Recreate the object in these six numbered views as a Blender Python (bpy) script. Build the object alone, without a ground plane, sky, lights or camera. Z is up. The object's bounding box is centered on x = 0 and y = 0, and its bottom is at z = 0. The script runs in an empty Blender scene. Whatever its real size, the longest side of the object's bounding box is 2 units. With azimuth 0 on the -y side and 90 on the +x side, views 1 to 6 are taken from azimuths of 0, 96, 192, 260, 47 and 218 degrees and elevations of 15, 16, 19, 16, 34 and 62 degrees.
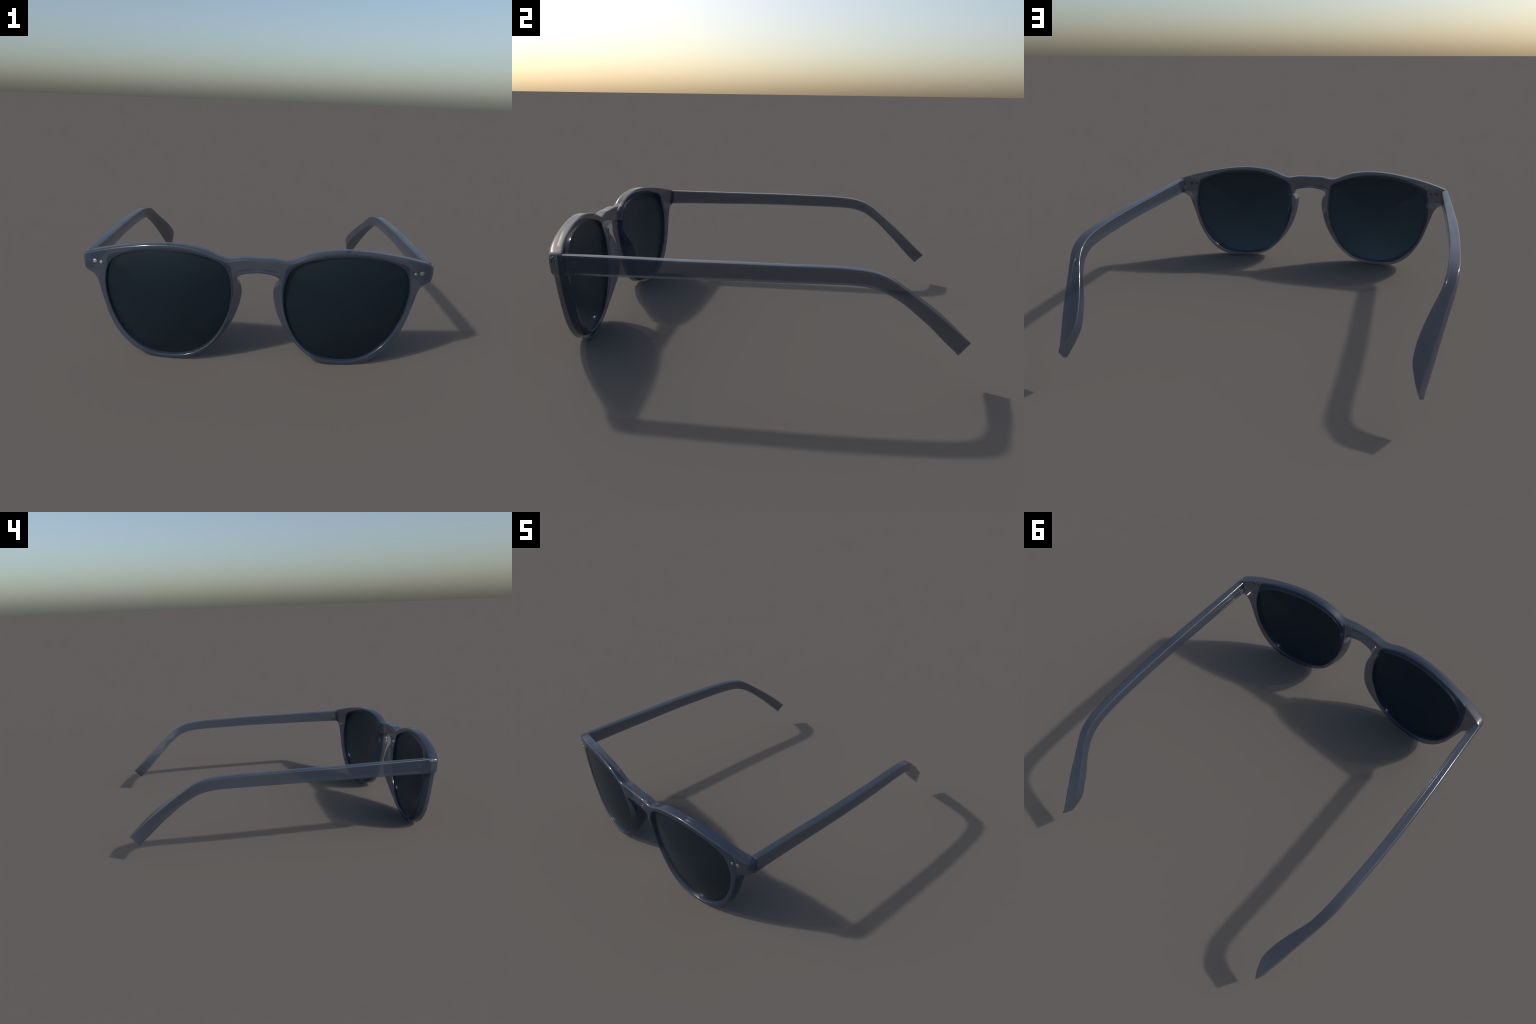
"""Keyhole-bridge sunglasses, translucent blue acetate, resting on their rims."""
import bpy, bmesh, math
import numpy as np
from mathutils import Vector

# ----------------------------------------------------------------------------
# helpers
# ----------------------------------------------------------------------------
def spline(ctrl, closed=False, per=24):
    """Centripetal Catmull-Rom through the control points (dense polyline)."""
    P = np.array(ctrl, float)
    n = len(P)
    out = []
    segs = n if closed else n - 1
    for i in range(segs):
        p1, p2 = P[i % n], P[(i + 1) % n]
        p0 = P[(i - 1) % n] if (closed or i > 0) else 2 * p1 - p2
        p3 = P[(i + 2) % n] if (closed or i + 2 < n) else 2 * p2 - p1
        t0 = 0.0
        t1 = t0 + max(np.linalg.norm(p1 - p0), 1e-6) ** 0.5
        t2 = t1 + max(np.linalg.norm(p2 - p1), 1e-6) ** 0.5
        t3 = t2 + max(np.linalg.norm(p3 - p2), 1e-6) ** 0.5
        for t in np.linspace(t1, t2, per, endpoint=False):
            a1 = (t1 - t) / (t1 - t0) * p0 + (t - t0) / (t1 - t0) * p1
            a2 = (t2 - t) / (t2 - t1) * p1 + (t - t1) / (t2 - t1) * p2
            a3 = (t3 - t) / (t3 - t2) * p2 + (t - t2) / (t3 - t2) * p3
            b1 = (t2 - t) / (t2 - t0) * a1 + (t - t0) / (t2 - t0) * a2
            b2 = (t3 - t) / (t3 - t1) * a2 + (t - t1) / (t3 - t1) * a3
            out.append((t2 - t) / (t2 - t1) * b1 + (t - t1) / (t2 - t1) * b2)
    if not closed:
        out.append(P[-1])
    return np.array(out)


def arclen(p):
    return np.concatenate([[0], np.cumsum(np.linalg.norm(np.diff(p, axis=0), axis=1))])


def at_len(p, s, q):
    return np.stack([np.interp(q, s, p[:, k]) for k in range(p.shape[1])], -1)


def smooth1(a, n=1):
    for _ in range(n):
        b = a.copy()
        b[1:-1] = 0.25 * a[:-2] + 0.5 * a[1:-1] + 0.25 * a[2:]
        a = b
    return a


def make_object(name, verts, faces, mat, parent=None, sharp=None):
    me = bpy.data.meshes.new(name)
    me.from_pydata([tuple(map(float, v)) for v in verts], [], faces)
    me.update()
    bm = bmesh.new()
    bm.from_mesh(me)
    bmesh.ops.remove_doubles(bm, verts=bm.verts, dist=1e-5)
    bmesh.ops.dissolve_degenerate(bm, edges=bm.edges, dist=1e-6)
    bmesh.ops.recalc_face_normals(bm, faces=bm.faces)
    bm.to_mesh(me)
    bm.free()
    for p in me.polygons:
        p.use_smooth = True
    if sharp:
        me.set_sharp_from_angle(angle=math.radians(sharp))
    me.materials.append(mat)
    ob = bpy.data.objects.new(name, me)
    bpy.context.scene.collection.objects.link(ob)
    if parent:
        ob.parent = parent
    return ob


# ----------------------------------------------------------------------------
# materials
# ----------------------------------------------------------------------------
def acetate(name, opacity=0.60, base=(0.033, 0.048, 0.077), tint=(1, 1, 1), along=0):
    m = bpy.data.materials.new(name)
    m.use_nodes = True
    nt = m.node_tree
    nt.nodes.clear()
    N = nt.nodes.new
    out = N("ShaderNodeOutputMaterial")
    mix = N("ShaderNodeMixShader")
    tr = N("ShaderNodeBsdfTransparent")
    tr.inputs[0].default_value = (*tint, 1)
    pb = N("ShaderNodeBsdfPrincipled")
    pb.inputs["Roughness"].default_value = 0.13
    pb.inputs["IOR"].default_value = 1.6
    tc = N("ShaderNodeTexCoord")
    # faint clouding of the acetate sheet
    nz = N("ShaderNodeTexNoise")
    nz.inputs["Scale"].default_value = 2.2
    nz.inputs["Detail"].default_value = 2.0
    cr = N("ShaderNodeValToRGB")
    cr.color_ramp.elements[0].position = 0.3
    cr.color_ramp.elements[1].position = 0.7
    cr.color_ramp.elements[0].color = (*[c * 0.92 for c in base], 1)
    cr.color_ramp.elements[1].color = (*[c * 1.08 for c in base], 1)
    nt.links.new(tc.outputs["Object"], nz.inputs["Vector"])
    nt.links.new(nz.outputs["Fac"], cr.inputs["Fac"])
    nt.links.new(cr.outputs["Color"], pb.inputs["Base Color"])
    if along:
        # polishing streaks running along the temple
        mp = N("ShaderNodeMapping")
        mp.inputs["Scale"].default_value = (60, 1.2, 60)
        n2 = N("ShaderNodeTexNoise")
        n2.inputs["Scale"].default_value = 2.0
        n2.inputs["Detail"].default_value = 2.0
        bp = N("ShaderNodeBump")
        bp.inputs["Strength"].default_value = along
        bp.inputs["Distance"].default_value = 0.002
        nt.links.new(tc.outputs["Object"], mp.inputs["Vector"])
        nt.links.new(mp.outputs["Vector"], n2.inputs["Vector"])
        nt.links.new(n2.outputs["Fac"], bp.inputs["Height"])
        nt.links.new(bp.outputs["Normal"], pb.inputs["Normal"])
    mix.inputs[0].default_value = opacity
    nt.links.new(tr.outputs[0], mix.inputs[1])
    nt.links.new(pb.outputs[0], mix.inputs[2])
    nt.links.new(mix.outputs[0], out.inputs["Surface"])
    return m


def lens_material(name, spec):
    m = bpy.data.materials.new(name)
    m.use_nodes = True
    nt = m.node_tree
    nt.nodes.clear()
    N = nt.nodes.new
    out = N("ShaderNodeOutputMaterial")
    mix = N("ShaderNodeMixShader")
    tr = N("ShaderNodeBsdfTransparent")
    tr.inputs[0].default_value = (0.6, 0.75, 1.0, 1)
    pb = N("ShaderNodeBsdfPrincipled")
    pb.inputs["Base Color"].default_value = (0.0092, 0.0155, 0.0225, 1)
    pb.inputs["Roughness"].default_value = 0.32
    pb.inputs["Specular IOR Level"].default_value = spec
    pb.inputs["Specular Tint"].default_value = (0.62, 0.84, 1.0, 1)
    pb.inputs["IOR"].default_value = 1.5
    mix.inputs[0].default_value = 0.85
    nt.links.new(tr.outputs[0], mix.inputs[1])
    nt.links.new(pb.outputs[0], mix.inputs[2])
    nt.links.new(mix.outputs[0], out.inputs["Surface"])
    return m


def metal(name, col, rough):
    m = bpy.data.materials.new(name)
    m.use_nodes = True
    pb = m.node_tree.nodes["Principled BSDF"]
    pb.inputs["Base Color"].default_value = (*col, 1)
    pb.inputs["Metallic"].default_value = 1.0
    pb.inputs["Roughness"].default_value = rough
    return m


MAT_FRAME = acetate("blue_acetate_front")
MAT_TEMPLE = acetate("blue_acetate_temple", along=0)
MAT_LENS = lens_material("smoked_lens", 0.36)
MAT_LENS_BACK = lens_material("smoked_lens_back_boosted_sky_glow", 0.85)  # same lens, specular raised on rear faces to brighten their sky reflection
MAT_METAL = metal("brushed_silver", (0.37, 0.355, 0.34), 0.45)
MAT_HINGE = acetate("hinge_clear", opacity=0.22, base=(0.20, 0.20, 0.21))

root = bpy.data.objects.new("sunglasses", None)
bpy.context.scene.collection.objects.link(root)
root["label"] = "translucent navy blue keyhole-bridge sunglasses with dark lenses"
root["category"] = "sunglasses"

# ----------------------------------------------------------------------------
# front frame: gently wrapped and tilted sheet, y = sheet(x, z) + depth
# ----------------------------------------------------------------------------
def flat_sheet(x, z):
    return -0.994 + 0.13 * x * x - 0.055 * (z - 0.5)


def sheet(x, z):          # the endpieces fall away a little more
    return flat_sheet(x, z) + 0.7 * max(0.0, x - 0.78) ** 2


OUTLINE = [  # half outline (x >= 0): bridge top, brow, endpiece, rim, nose pad, keyhole
    (0, .577), (.05, .578), (.085, .577), (.115, .571), (.15, .567), (.185, .575), (.228, .594),
    (.28, .612), (.35, .624), (.42, .630), (.48, .629), (.55, .624), (.65, .610), (.75, .591),
    (.84, .568), (.888, .553), (.905, .542), (.909, .522), (.907, .478), (.899, .459), (.880, .449),
    (.862, .441), (.845, .427), (.832, .402), (.823, .365), (.804, .297), (.776, .212), (.740, .141),
    (.693, .083), (.634, .036), (.575, .010), (.51, .0005), (.45, .0), (.39, .005), (.345, .016),
    (.29, .039), (.248, .070), (.202, .115), (.156, .175), (.123, .234), (.099, .295), (.083, .362),
    (.080, .405), (.086, .433), (.102, .453), (.108, .468), (.098, .482), (.072, .493), (.035, .499),
    (0, .501)]
OPENING = [  # visible lens opening
    (.45, .593), (.36, .589), (.30, .581), (.243, .567), (.198, .549), (.168, .525), (.149, .490),
    (.138, .447), (.134, .39), (.138, .33), (.150, .267), (.174, .203), (.203, .150), (.232, .112),
    (.278, .072), (.34, .040), (.40, .026), (.463, .021), (.527, .026), (.59, .048), (.64, .082),
    (.688, .127), (.728, .187), (.758, .250), (.777, .315), (.787, .38), (.786, .43), (.775, .48),
    (.755, .519), (.718, .547), (.675, .566), (.62, .580), (.54, .590)]
BLANK = [  # lens blank: larger than the opening, cornered at brow ends
    (.45, .606), (.35, .599), (.25, .573), (.146, .527), (.137, .50), (.126, .43), (.125, .37),
    (.133, .31), (.152, .245), (.185, .178), (.222, .115), (.27, .066), (.335, .031), (.40, .016),
    (.463, .012), (.53, .015), (.60, .034), (.65, .067), (.70, .115), (.745, .18), (.775, .255),
    (.794, .33), (.800, .40), (.793, .46), (.783, .512), (.775, .541), (.70, .569), (.62, .592), (.54, .603)]

# anchors tie outline points to opening points so the face quads flow cleanly
ANCHORS = [((0, .577), (.152, .50)), ((.15, .567), (.185, .54)), ((.42, .630), (.42, .592)),
           ((.84, .568), (.735, .535)), ((.909, .522), (.768, .495)), ((.862, .441), (.785, .435)),
           ((.806, .297), (.772, .297)), ((.635, .036), (.61, .06)), ((.45, .0), (.45, .021)),
           ((.29, .039), (.31, .055)), ((.104, .295), (.145, .295)), ((.080, .405), (.1345, .40)),
           ((.108, .468), (.142, .465)), ((0, .501), (.147, .483))]

NC = 300      # samples along the half outline
NX = 8        # samples along the centre cut
R_IN, R_DEP = 0.010, 0.014   # front edge rounding (inset, depth)
RB = 0.007                   # back edge rounding
ARC = 5


def nearest_s(poly, s, p):
    return s[np.argmin(np.linalg.norm(poly - np.array(p), axis=1))]


out_d = spline(OUTLINE)
out_s = arclen(out_d)
C = at_len(out_d, out_s, np.linspace(0, out_s[-1], NC))
C[0, 0] = C[-1, 0] = 0.0
sC = np.linspace(0, out_s[-1], NC)

op_d = spline(OPENING, closed=True)
op_d = op_d[::-1]                     # run clockwise like the outline
start = np.argmin(np.linalg.norm(op_d - np.array(ANCHORS[0][1]), axis=1))
op_d = np.concatenate([op_d[start:], op_d[:start + 1]])
op_s = arclen(op_d)
anchor_out = [nearest_s(out_d, out_s, a) for a, _ in ANCHORS]
anchor_op = [nearest_s(op_d[:-1], op_s[:-1], b) for _, b in ANCHORS]
H_s = np.interp(sC, anchor_out, anchor_op)
H_s = smooth1(H_s, 60)
H = at_len(op_d, op_s, H_s)
# the part of the opening that faces the centre cut
Hx_s = np.linspace(H_s[-1], op_s[-1], NX + 2)[1:-1]
Hx = at_len(op_d, op_s, Hx_s)


def normals2d(p, closed=False):
    if closed:
        t = np.roll(p, -1, 0) - np.roll(p, 1, 0)
    else:
        t = np.gradient(p, axis=0)
    n = np.stack([-t[:, 1], t[:, 0]], -1)
    return n / np.linalg.norm(n, axis=1)[:, None]


nC = normals2d(C)                     # outward (outline runs clockwise)
nC[0] = (0, 1)
nC[-1] = (0, -1)
H_all = np.concatenate([H, Hx])
nH = normals2d(H_all, closed=True)    # points out of the opening, into the rim

# moulded nose pad: extra depth behind the nasal rim, by height
pad_z = [0, .03, .07, .11, .16, .20, .27, .33, .37, .41, .46, .50]
pad_e = [0, .002, .010, .022, .036, .048, .062, .057, .047, .032, .014, 0]
apex = np.argmin(C[:, 1])
e = np.where((np.arange(NC) > apex) & (C[:, 0] < .45), np.interp(C[:, 1], pad_z, pad_e), 0.0)
e = smooth1(e, 6)
# the nasal rim's front edge sweeps back towards the nose
sweep_z = [.02, .06, .12, .20, .27, .36, .42, .47]
sweep_g = [0, .008, .020, .028, .030, .024, .012, 0]
g = np.where((np.arange(NC) > apex) & (C[:, 0] < .45), np.interp(C[:, 1], sweep_z, sweep_g), 0.0)
g = smooth1(g, 6)
# sheet thickness along the outline: thin brow and bridge, deeper endpiece and lower rim
thick_at = [((0, .577), .057), ((.15, .567), .063), ((.42, .630), .056), ((.75, .591), .062), ((.88, .555), .067), ((.909, .522), .065),
            ((.899, .459), .060), ((.862, .441), .067), ((.806, .297), .070), ((.635, .036), .068), ((.45, .0), .066),
            ((.104, .295), .066), ((.080, .405), .066), ((.108, .468), .068), ((0, .501), .058)]
T = np.interp(sC, [nearest_s(out_d, out_s, p) for p, _ in thick_at], [t for _, t in thick_at])
T = smooth1(T, 10)
lean = np.interp(C[:, 1], [.05, .15, .33, .42], [0, .007, .007, 0]) * (C[:, 0] > .6) * (np.arange(NC) < apex)
inset = smooth1(lean, 8) + 0.020 * (e / 0.062)           # pad wall leans towards the lens as it goes back


def ring_outer():
    """Rows (front face edge -> wall -> back face edge) along the outline: (x, z, depth)."""
    rows = []
    for k in range(ARC + 1):
        a = k / ARC * math.pi / 2
        p = C - nC * (R_IN * (1 - math.sin(a)))
        rows.append(np.column_stack([p, g + R_DEP * (1 - math.cos(a))]))
    for f in (0.25, 0.5, 0.75):
        d = g + R_DEP + (T + e - RB - R_DEP - g) * f
        p = C - nC * (inset * f ** 1.5)[:, None]
        rows.append(np.column_stack([p, d]))
    for k in range(ARC + 1):
        a = k / ARC * math.pi / 2
        p = C - nC * (inset + RB * (1 - math.cos(a)))[:, None]
        rows.append(np.column_stack([p, T + e - RB + RB * math.sin(a)]))
    for r in rows:
        r[0, 0] = r[-1, 0] = 0.0
    return rows


rows = ring_outer()
front_edge, back_edge = rows[0], rows[-1]


def centre_cut(edge):
    """Closed ring: outline edge row plus samples up the centre line x = 0."""
    a, b = edge[-1], edge[0]
    t = np.linspace(0, 1, NX + 2)[1:-1][:, None]
    return np.concatenate([edge, a + (b - a) * t])


NH = NC + NX
e_all = np.concatenate([e, np.zeros(NX)])
g_all = np.concatenate([g, np.zeros(NX)])
lip = 0.009 - 0.006 * np.clip(nH[:, 1:2], 0, 1)   # back lip is wider at the sides
T_all = np.concatenate([T, np.full(NX, T[0])])
RH = 0.005                            # rounding of the opening edge
front_in, back_in = [], []
for k in range(4):
    a = k / 3 * math.pi / 2
    q = H_all + nH * (RH * (1 - math.sin(a)))
    front_in.append(np.column_stack([q, 0.4 * g_all + RH * (1 - math.cos(a))]))
    q = H_all - nH * lip + nH * (RH * (1 - math.sin(a)))
    back_in.append(np.column_stack([q, T_all + 0.4 * e_all - RH * (1 - math.cos(a))]))

MF = 5
f_out, b_out = centre_cut(front_edge), centre_cut(back_edge)
face_f = [f_out + (front_in[0] - f_out) * (k / MF) for k in range(MF)] + front_in
face_b = [b_out + (back_in[0] - b_out) * (k / MF) for k in range(MF)] + back_in

verts, faces = [], []


def add_rows(rws, closed):
    base = len(verts)
    n = len(rws[0])
    for r in rws:
        for x, z, d in r:
            verts.append((x, sheet(x, z) + d, z))
    for j in range(len(rws) - 1):
        for i in range(n if closed else n - 1):
            i2 = (i + 1) % n
            faces.append((base + j * n + i, base + j * n + i2, base + (j + 1) * n + i2, base + (j + 1) * n + i))


add_rows(rows, False)
add_rows(face_f, True)
add_rows(face_b, True)
add_rows([face_f[-1], face_b[-1]], True)          # wall of the opening
nv = len(verts)
verts += [(-x, y, z) for x, y, z in verts]
faces += [tuple(nv + i for i in reversed(f)) for f in faces]
front = make_object("front_frame", verts, faces, MAT_FRAME, root, sharp=50)

# ----------------------------------------------------------------------------
# lenses
# ----------------------------------------------------------------------------
def build_lens(side, name="lens"):
    bl = spline(BLANK, closed=True, per=10)
    c = np.array([.46, .31])
    v, f = [], []
    n = len(bl)

    def base(x, z):       # lens plane: wrapped like the front, nasal side set back
        return flat_sheet(x, z) + 0.003 + 0.022 * (0.46 - x) - 0.034 * (z - 0.31) + 0.12 * (x - 0.46) ** 2 - 0.004
    M = 14
    DF, DB = 0.016, 0.040       # rim depths of front and back surface
    DOME_F, DOME_B = 0.034, 0.028
    loops = []
    for k in range(1, M + 1):
        loops.append((k / M * 0.98, DF))
    loops.append((0.993, DF))
    loops.append((1.0, (DF + DB) / 2))
    loops.append((0.993, DB))
    for k in range(M, 0, -1):
        loops.append((k / M * 0.98, DB))
    v.append((side * c[0], base(c[0], c[1]) + DF - DOME_F, c[1]))
    for j, (s, d) in enumerate(loops):
        dome = (DOME_F if j <= M else DOME_B) * (1 - min(s / 0.993, 1) ** 2)
        for p in bl:
            q = c + (p - c) * s
            v.append((side * q[0], base(q[0], q[1]) + d - dome, q[1]))
    v.append((side * c[0], base(c[0], c[1]) + DB - DOME_B, c[1]))
    last = len(v) - 1
    for i in range(n):
        f.append((0, 1 + i, 1 + (i + 1) % n))
        f.append((last, last - n + (i + 1) % n, last - n + i))
    for j in range(len(loops) - 1):
        for i in range(n):
            a = 1 + j * n
            f.append((a + i, a + n + i, a + n + (i + 1) % n, a + (i + 1) % n))
    ob = make_object(name, v, f, MAT_LENS, root, sharp=40)
    ob.data.materials.append(MAT_LENS_BACK)
    for p in ob.data.polygons:
        if p.normal.y > 0.5:
            p.material_index = 1
    return ob


for side in (1, -1):
    build_lens(side)

# ----------------------------------------------------------------------------
# temples: lofted from side profile (top / bottom edge) and plan (outer / inner)
# ----------------------------------------------------------------------------
TEMPLE = [  # y_top, z_top, y_bottom, z_bottom, x_outer_top, x_inner_top, x_outer_bot, x_inner_bot
    (-.818, .548, -.838, .459, .9055, .872, .906, .875),
    (-.680, .548, -.684, .464, .9080, .871, .908, .876),
    (-.500, .548, -.503, .468, .9115, .871, .911, .877),
    (-.280, .547, -.284, .472, .9155, .872, .915, .877),
    (-.054, .548, -.060, .476, .9160, .870, .916, .876),
    (.169, .546, .163, .476, .9100, .866, .910, .872),
    (.368, .544, .358, .476, .9000, .856, .900, .863),
    (.450, .539, .432, .475, .8950, .850, .895, .856),
    (.527, .529, .500, .470, .8890, .842, .891, .848),
    (.588, .510, .545, .461, .8810, .833, .886, .838),
    (.635, .484, .585, .447, .8710, .822, .880, .828),
    (.671, .457, .620, .427, .8595, .808, .873, .818),
    (.732, .409, .680, .385, .8390, .776, .856, .792),
    (.800, .354, .745, .327, .8180, .744, .835, .755),
    (.860, .303, .803, .273, .7970, .722, .816, .731),
    (.910, .257, .850, .223, .7790, .713, .800, .719),
    (.950, .220, .895, .176, .7640, .721, .784, .727),
    (.982, .191, .928, .144, .7530, .732, .772, .738),
    (.997, .178, .943, .128, .7480, .740, .767, .746)]


def build_temple(side, name="temple"):
    st = spline(TEMPLE, per=8)
    v, f = [], []
    S = 5
    n_st = len(st)
    rings = []
    L = arclen(st[:, [0, 1, 4]])
    for i, (yt, zt, yb, zb, xot, xit, xob, xib) in enumerate(st):
        zt, zb, xit, xib = zt + .002, zb - .0045, xit - .005 * min(1, (xot - xit) / .03), xib - .005 * min(1, (xob - xib) / .03)
        slim = np.interp(yt, [.5, .75], [0, 1])          # the paddle end is a touch slimmer
        xot, xob = xot + .002 - .004 * slim, xob + .002 - .004 * slim
        xit, xib = xit + .003 * slim, xib + .003 * slim
        ot, it = np.array([xot, yt, zt]), np.array([xit, yt, zt])
        ob, ib = np.array([xob, yb, zb]), np.array([xib, yb, zb])
        quad = [ot, it, ib, ob]
        width = min(np.linalg.norm(ot - it), np.linalg.norm(ob - ib))
        r = min(0.009, 0.42 * width)
        rings.append(rounded(quad, r, S))
    # rounded end caps: extra shrunken rings
    def cap(ring, direction, depth):
        c = ring.mean(0)
        return [c + (ring - c) * np.array([1 - 0.004 / 0.03, 0.955, 0.955]) + direction * depth]
    d0 = rings[0].mean(0) - rings[1].mean(0)
    d0 /= np.linalg.norm(d0)
    d1 = rings[-1].mean(0) - rings[-2].mean(0)
    d1 /= np.linalg.norm(d1)
    rings = cap(rings[0], d0, 0.002) + rings + cap(rings[-1], d1, 0.004)
    n = len(rings[0])
    for r in rings:
        v += [(side * p[0], p[1], p[2]) for p in r]
    for j in range(len(rings) - 1):
        for i in range(n):
            f.append((j * n + i, j * n + (i + 1) % n, (j + 1) * n + (i + 1) % n, (j + 1) * n + i))
    f.append(tuple(range(n)))
    f.append(tuple(range(len(v) - n, len(v)))[::-1])
    return make_object(name, v, f, MAT_TEMPLE, root, sharp=40)


def rounded(quad, r, S):
    """Quad in space -> loop with quadratic rounded corners plus edge midpoints."""
    out = []
    for k in range(4):
        p, a, b = quad[k], quad[k - 1], quad[(k + 1) % 4]
        ua, ub = a - p, b - p
        la, lb = np.linalg.norm(ua), np.linalg.norm(ub)
        s, t = p + ua / la * min(r, la * .45), p + ub / lb * min(r, lb * .45)
        for q in np.linspace(0, 1, S + 1):
            out.append((1 - q) ** 2 * s + 2 * q * (1 - q) * p + q * q * t)
    return np.array(out)


temples = [build_temple(s) for s in (1, -1)]

# ----------------------------------------------------------------------------
# rivets: two domed pins per endpiece
# ----------------------------------------------------------------------------
def rivet_mesh(r, length):
    bm = bmesh.new()
    prof = [(0, -0.0016), (r * .6, -0.0015), (r * .86, -0.0012), (r * .97, -0.0004), (r, 0.0008), (r, length)]
    n = 28
    rings = []
    for rad, d in prof:
        if rad == 0:
            rings.append([bm.verts.new((0, d, 0))])
        else:
            rings.append([bm.verts.new((rad * math.cos(2 * math.pi * i / n), d, rad * math.sin(2 * math.pi * i / n))) for i in range(n)])
    for i in range(n):
        bm.faces.new((rings[0][0], rings[1][i], rings[1][(i + 1) % n]))
    for j in range(1, len(rings) - 1):
        for i in range(n):
            bm.faces.new((rings[j][i], rings[j + 1][i], rings[j + 1][(i + 1) % n], rings[j][(i + 1) % n]))
    bm.faces.new(rings[-1])
    bmesh.ops.recalc_face_normals(bm, faces=bm.faces)
    me = bpy.data.meshes.new("rivet")
    bm.to_mesh(me)
    bm.free()
    for p in me.polygons:
        p.use_smooth = True
    me.set_sharp_from_angle(angle=math.radians(60))
    me.materials.append(MAT_METAL)
    return me


RM = {"big": rivet_mesh(0.0122, 0.003), "small": rivet_mesh(0.0086, 0.003)}
for side in (1, -1):
    for key, x, z in (("big", .8435, .508), ("small", .809, .506)):
        ob = bpy.data.objects.new("rivet", RM[key])
        bpy.context.scene.collection.objects.link(ob)
        ob.parent = root
        ob.location = (side * x, sheet(x, z) - 0.0005, z)
        ob.rotation_euler = (-0.055, 0, side * math.atan(0.26 * x))

# ----------------------------------------------------------------------------
# hinge knuckles: small clear blocks in the corner between endpiece and temple
# ----------------------------------------------------------------------------
for side, temple in zip((1, -1), temples):
    bm = bmesh.new()
    bmesh.ops.create_cube(bm, size=1.0)
    bmesh.ops.scale(bm, vec=(0.020, 0.034, 0.026), verts=bm.verts)
    bmesh.ops.bevel(bm, geom=list(bm.edges), offset=0.003, segments=3, affect="EDGES", profile=0.5)
    bmesh.ops.translate(bm, vec=(side * 0.862, -0.790, 0.496), verts=bm.verts)
    me = bpy.data.meshes.new("hinge")
    bm.to_mesh(me)
    bm.free()
    for p in me.polygons:
        p.use_smooth = True
    me.set_sharp_from_angle(angle=math.radians(40))
    me.materials.append(MAT_HINGE)
    ob = bpy.data.objects.new("hinge", me)
    bpy.context.scene.collection.objects.link(ob)
    ob.parent = temple
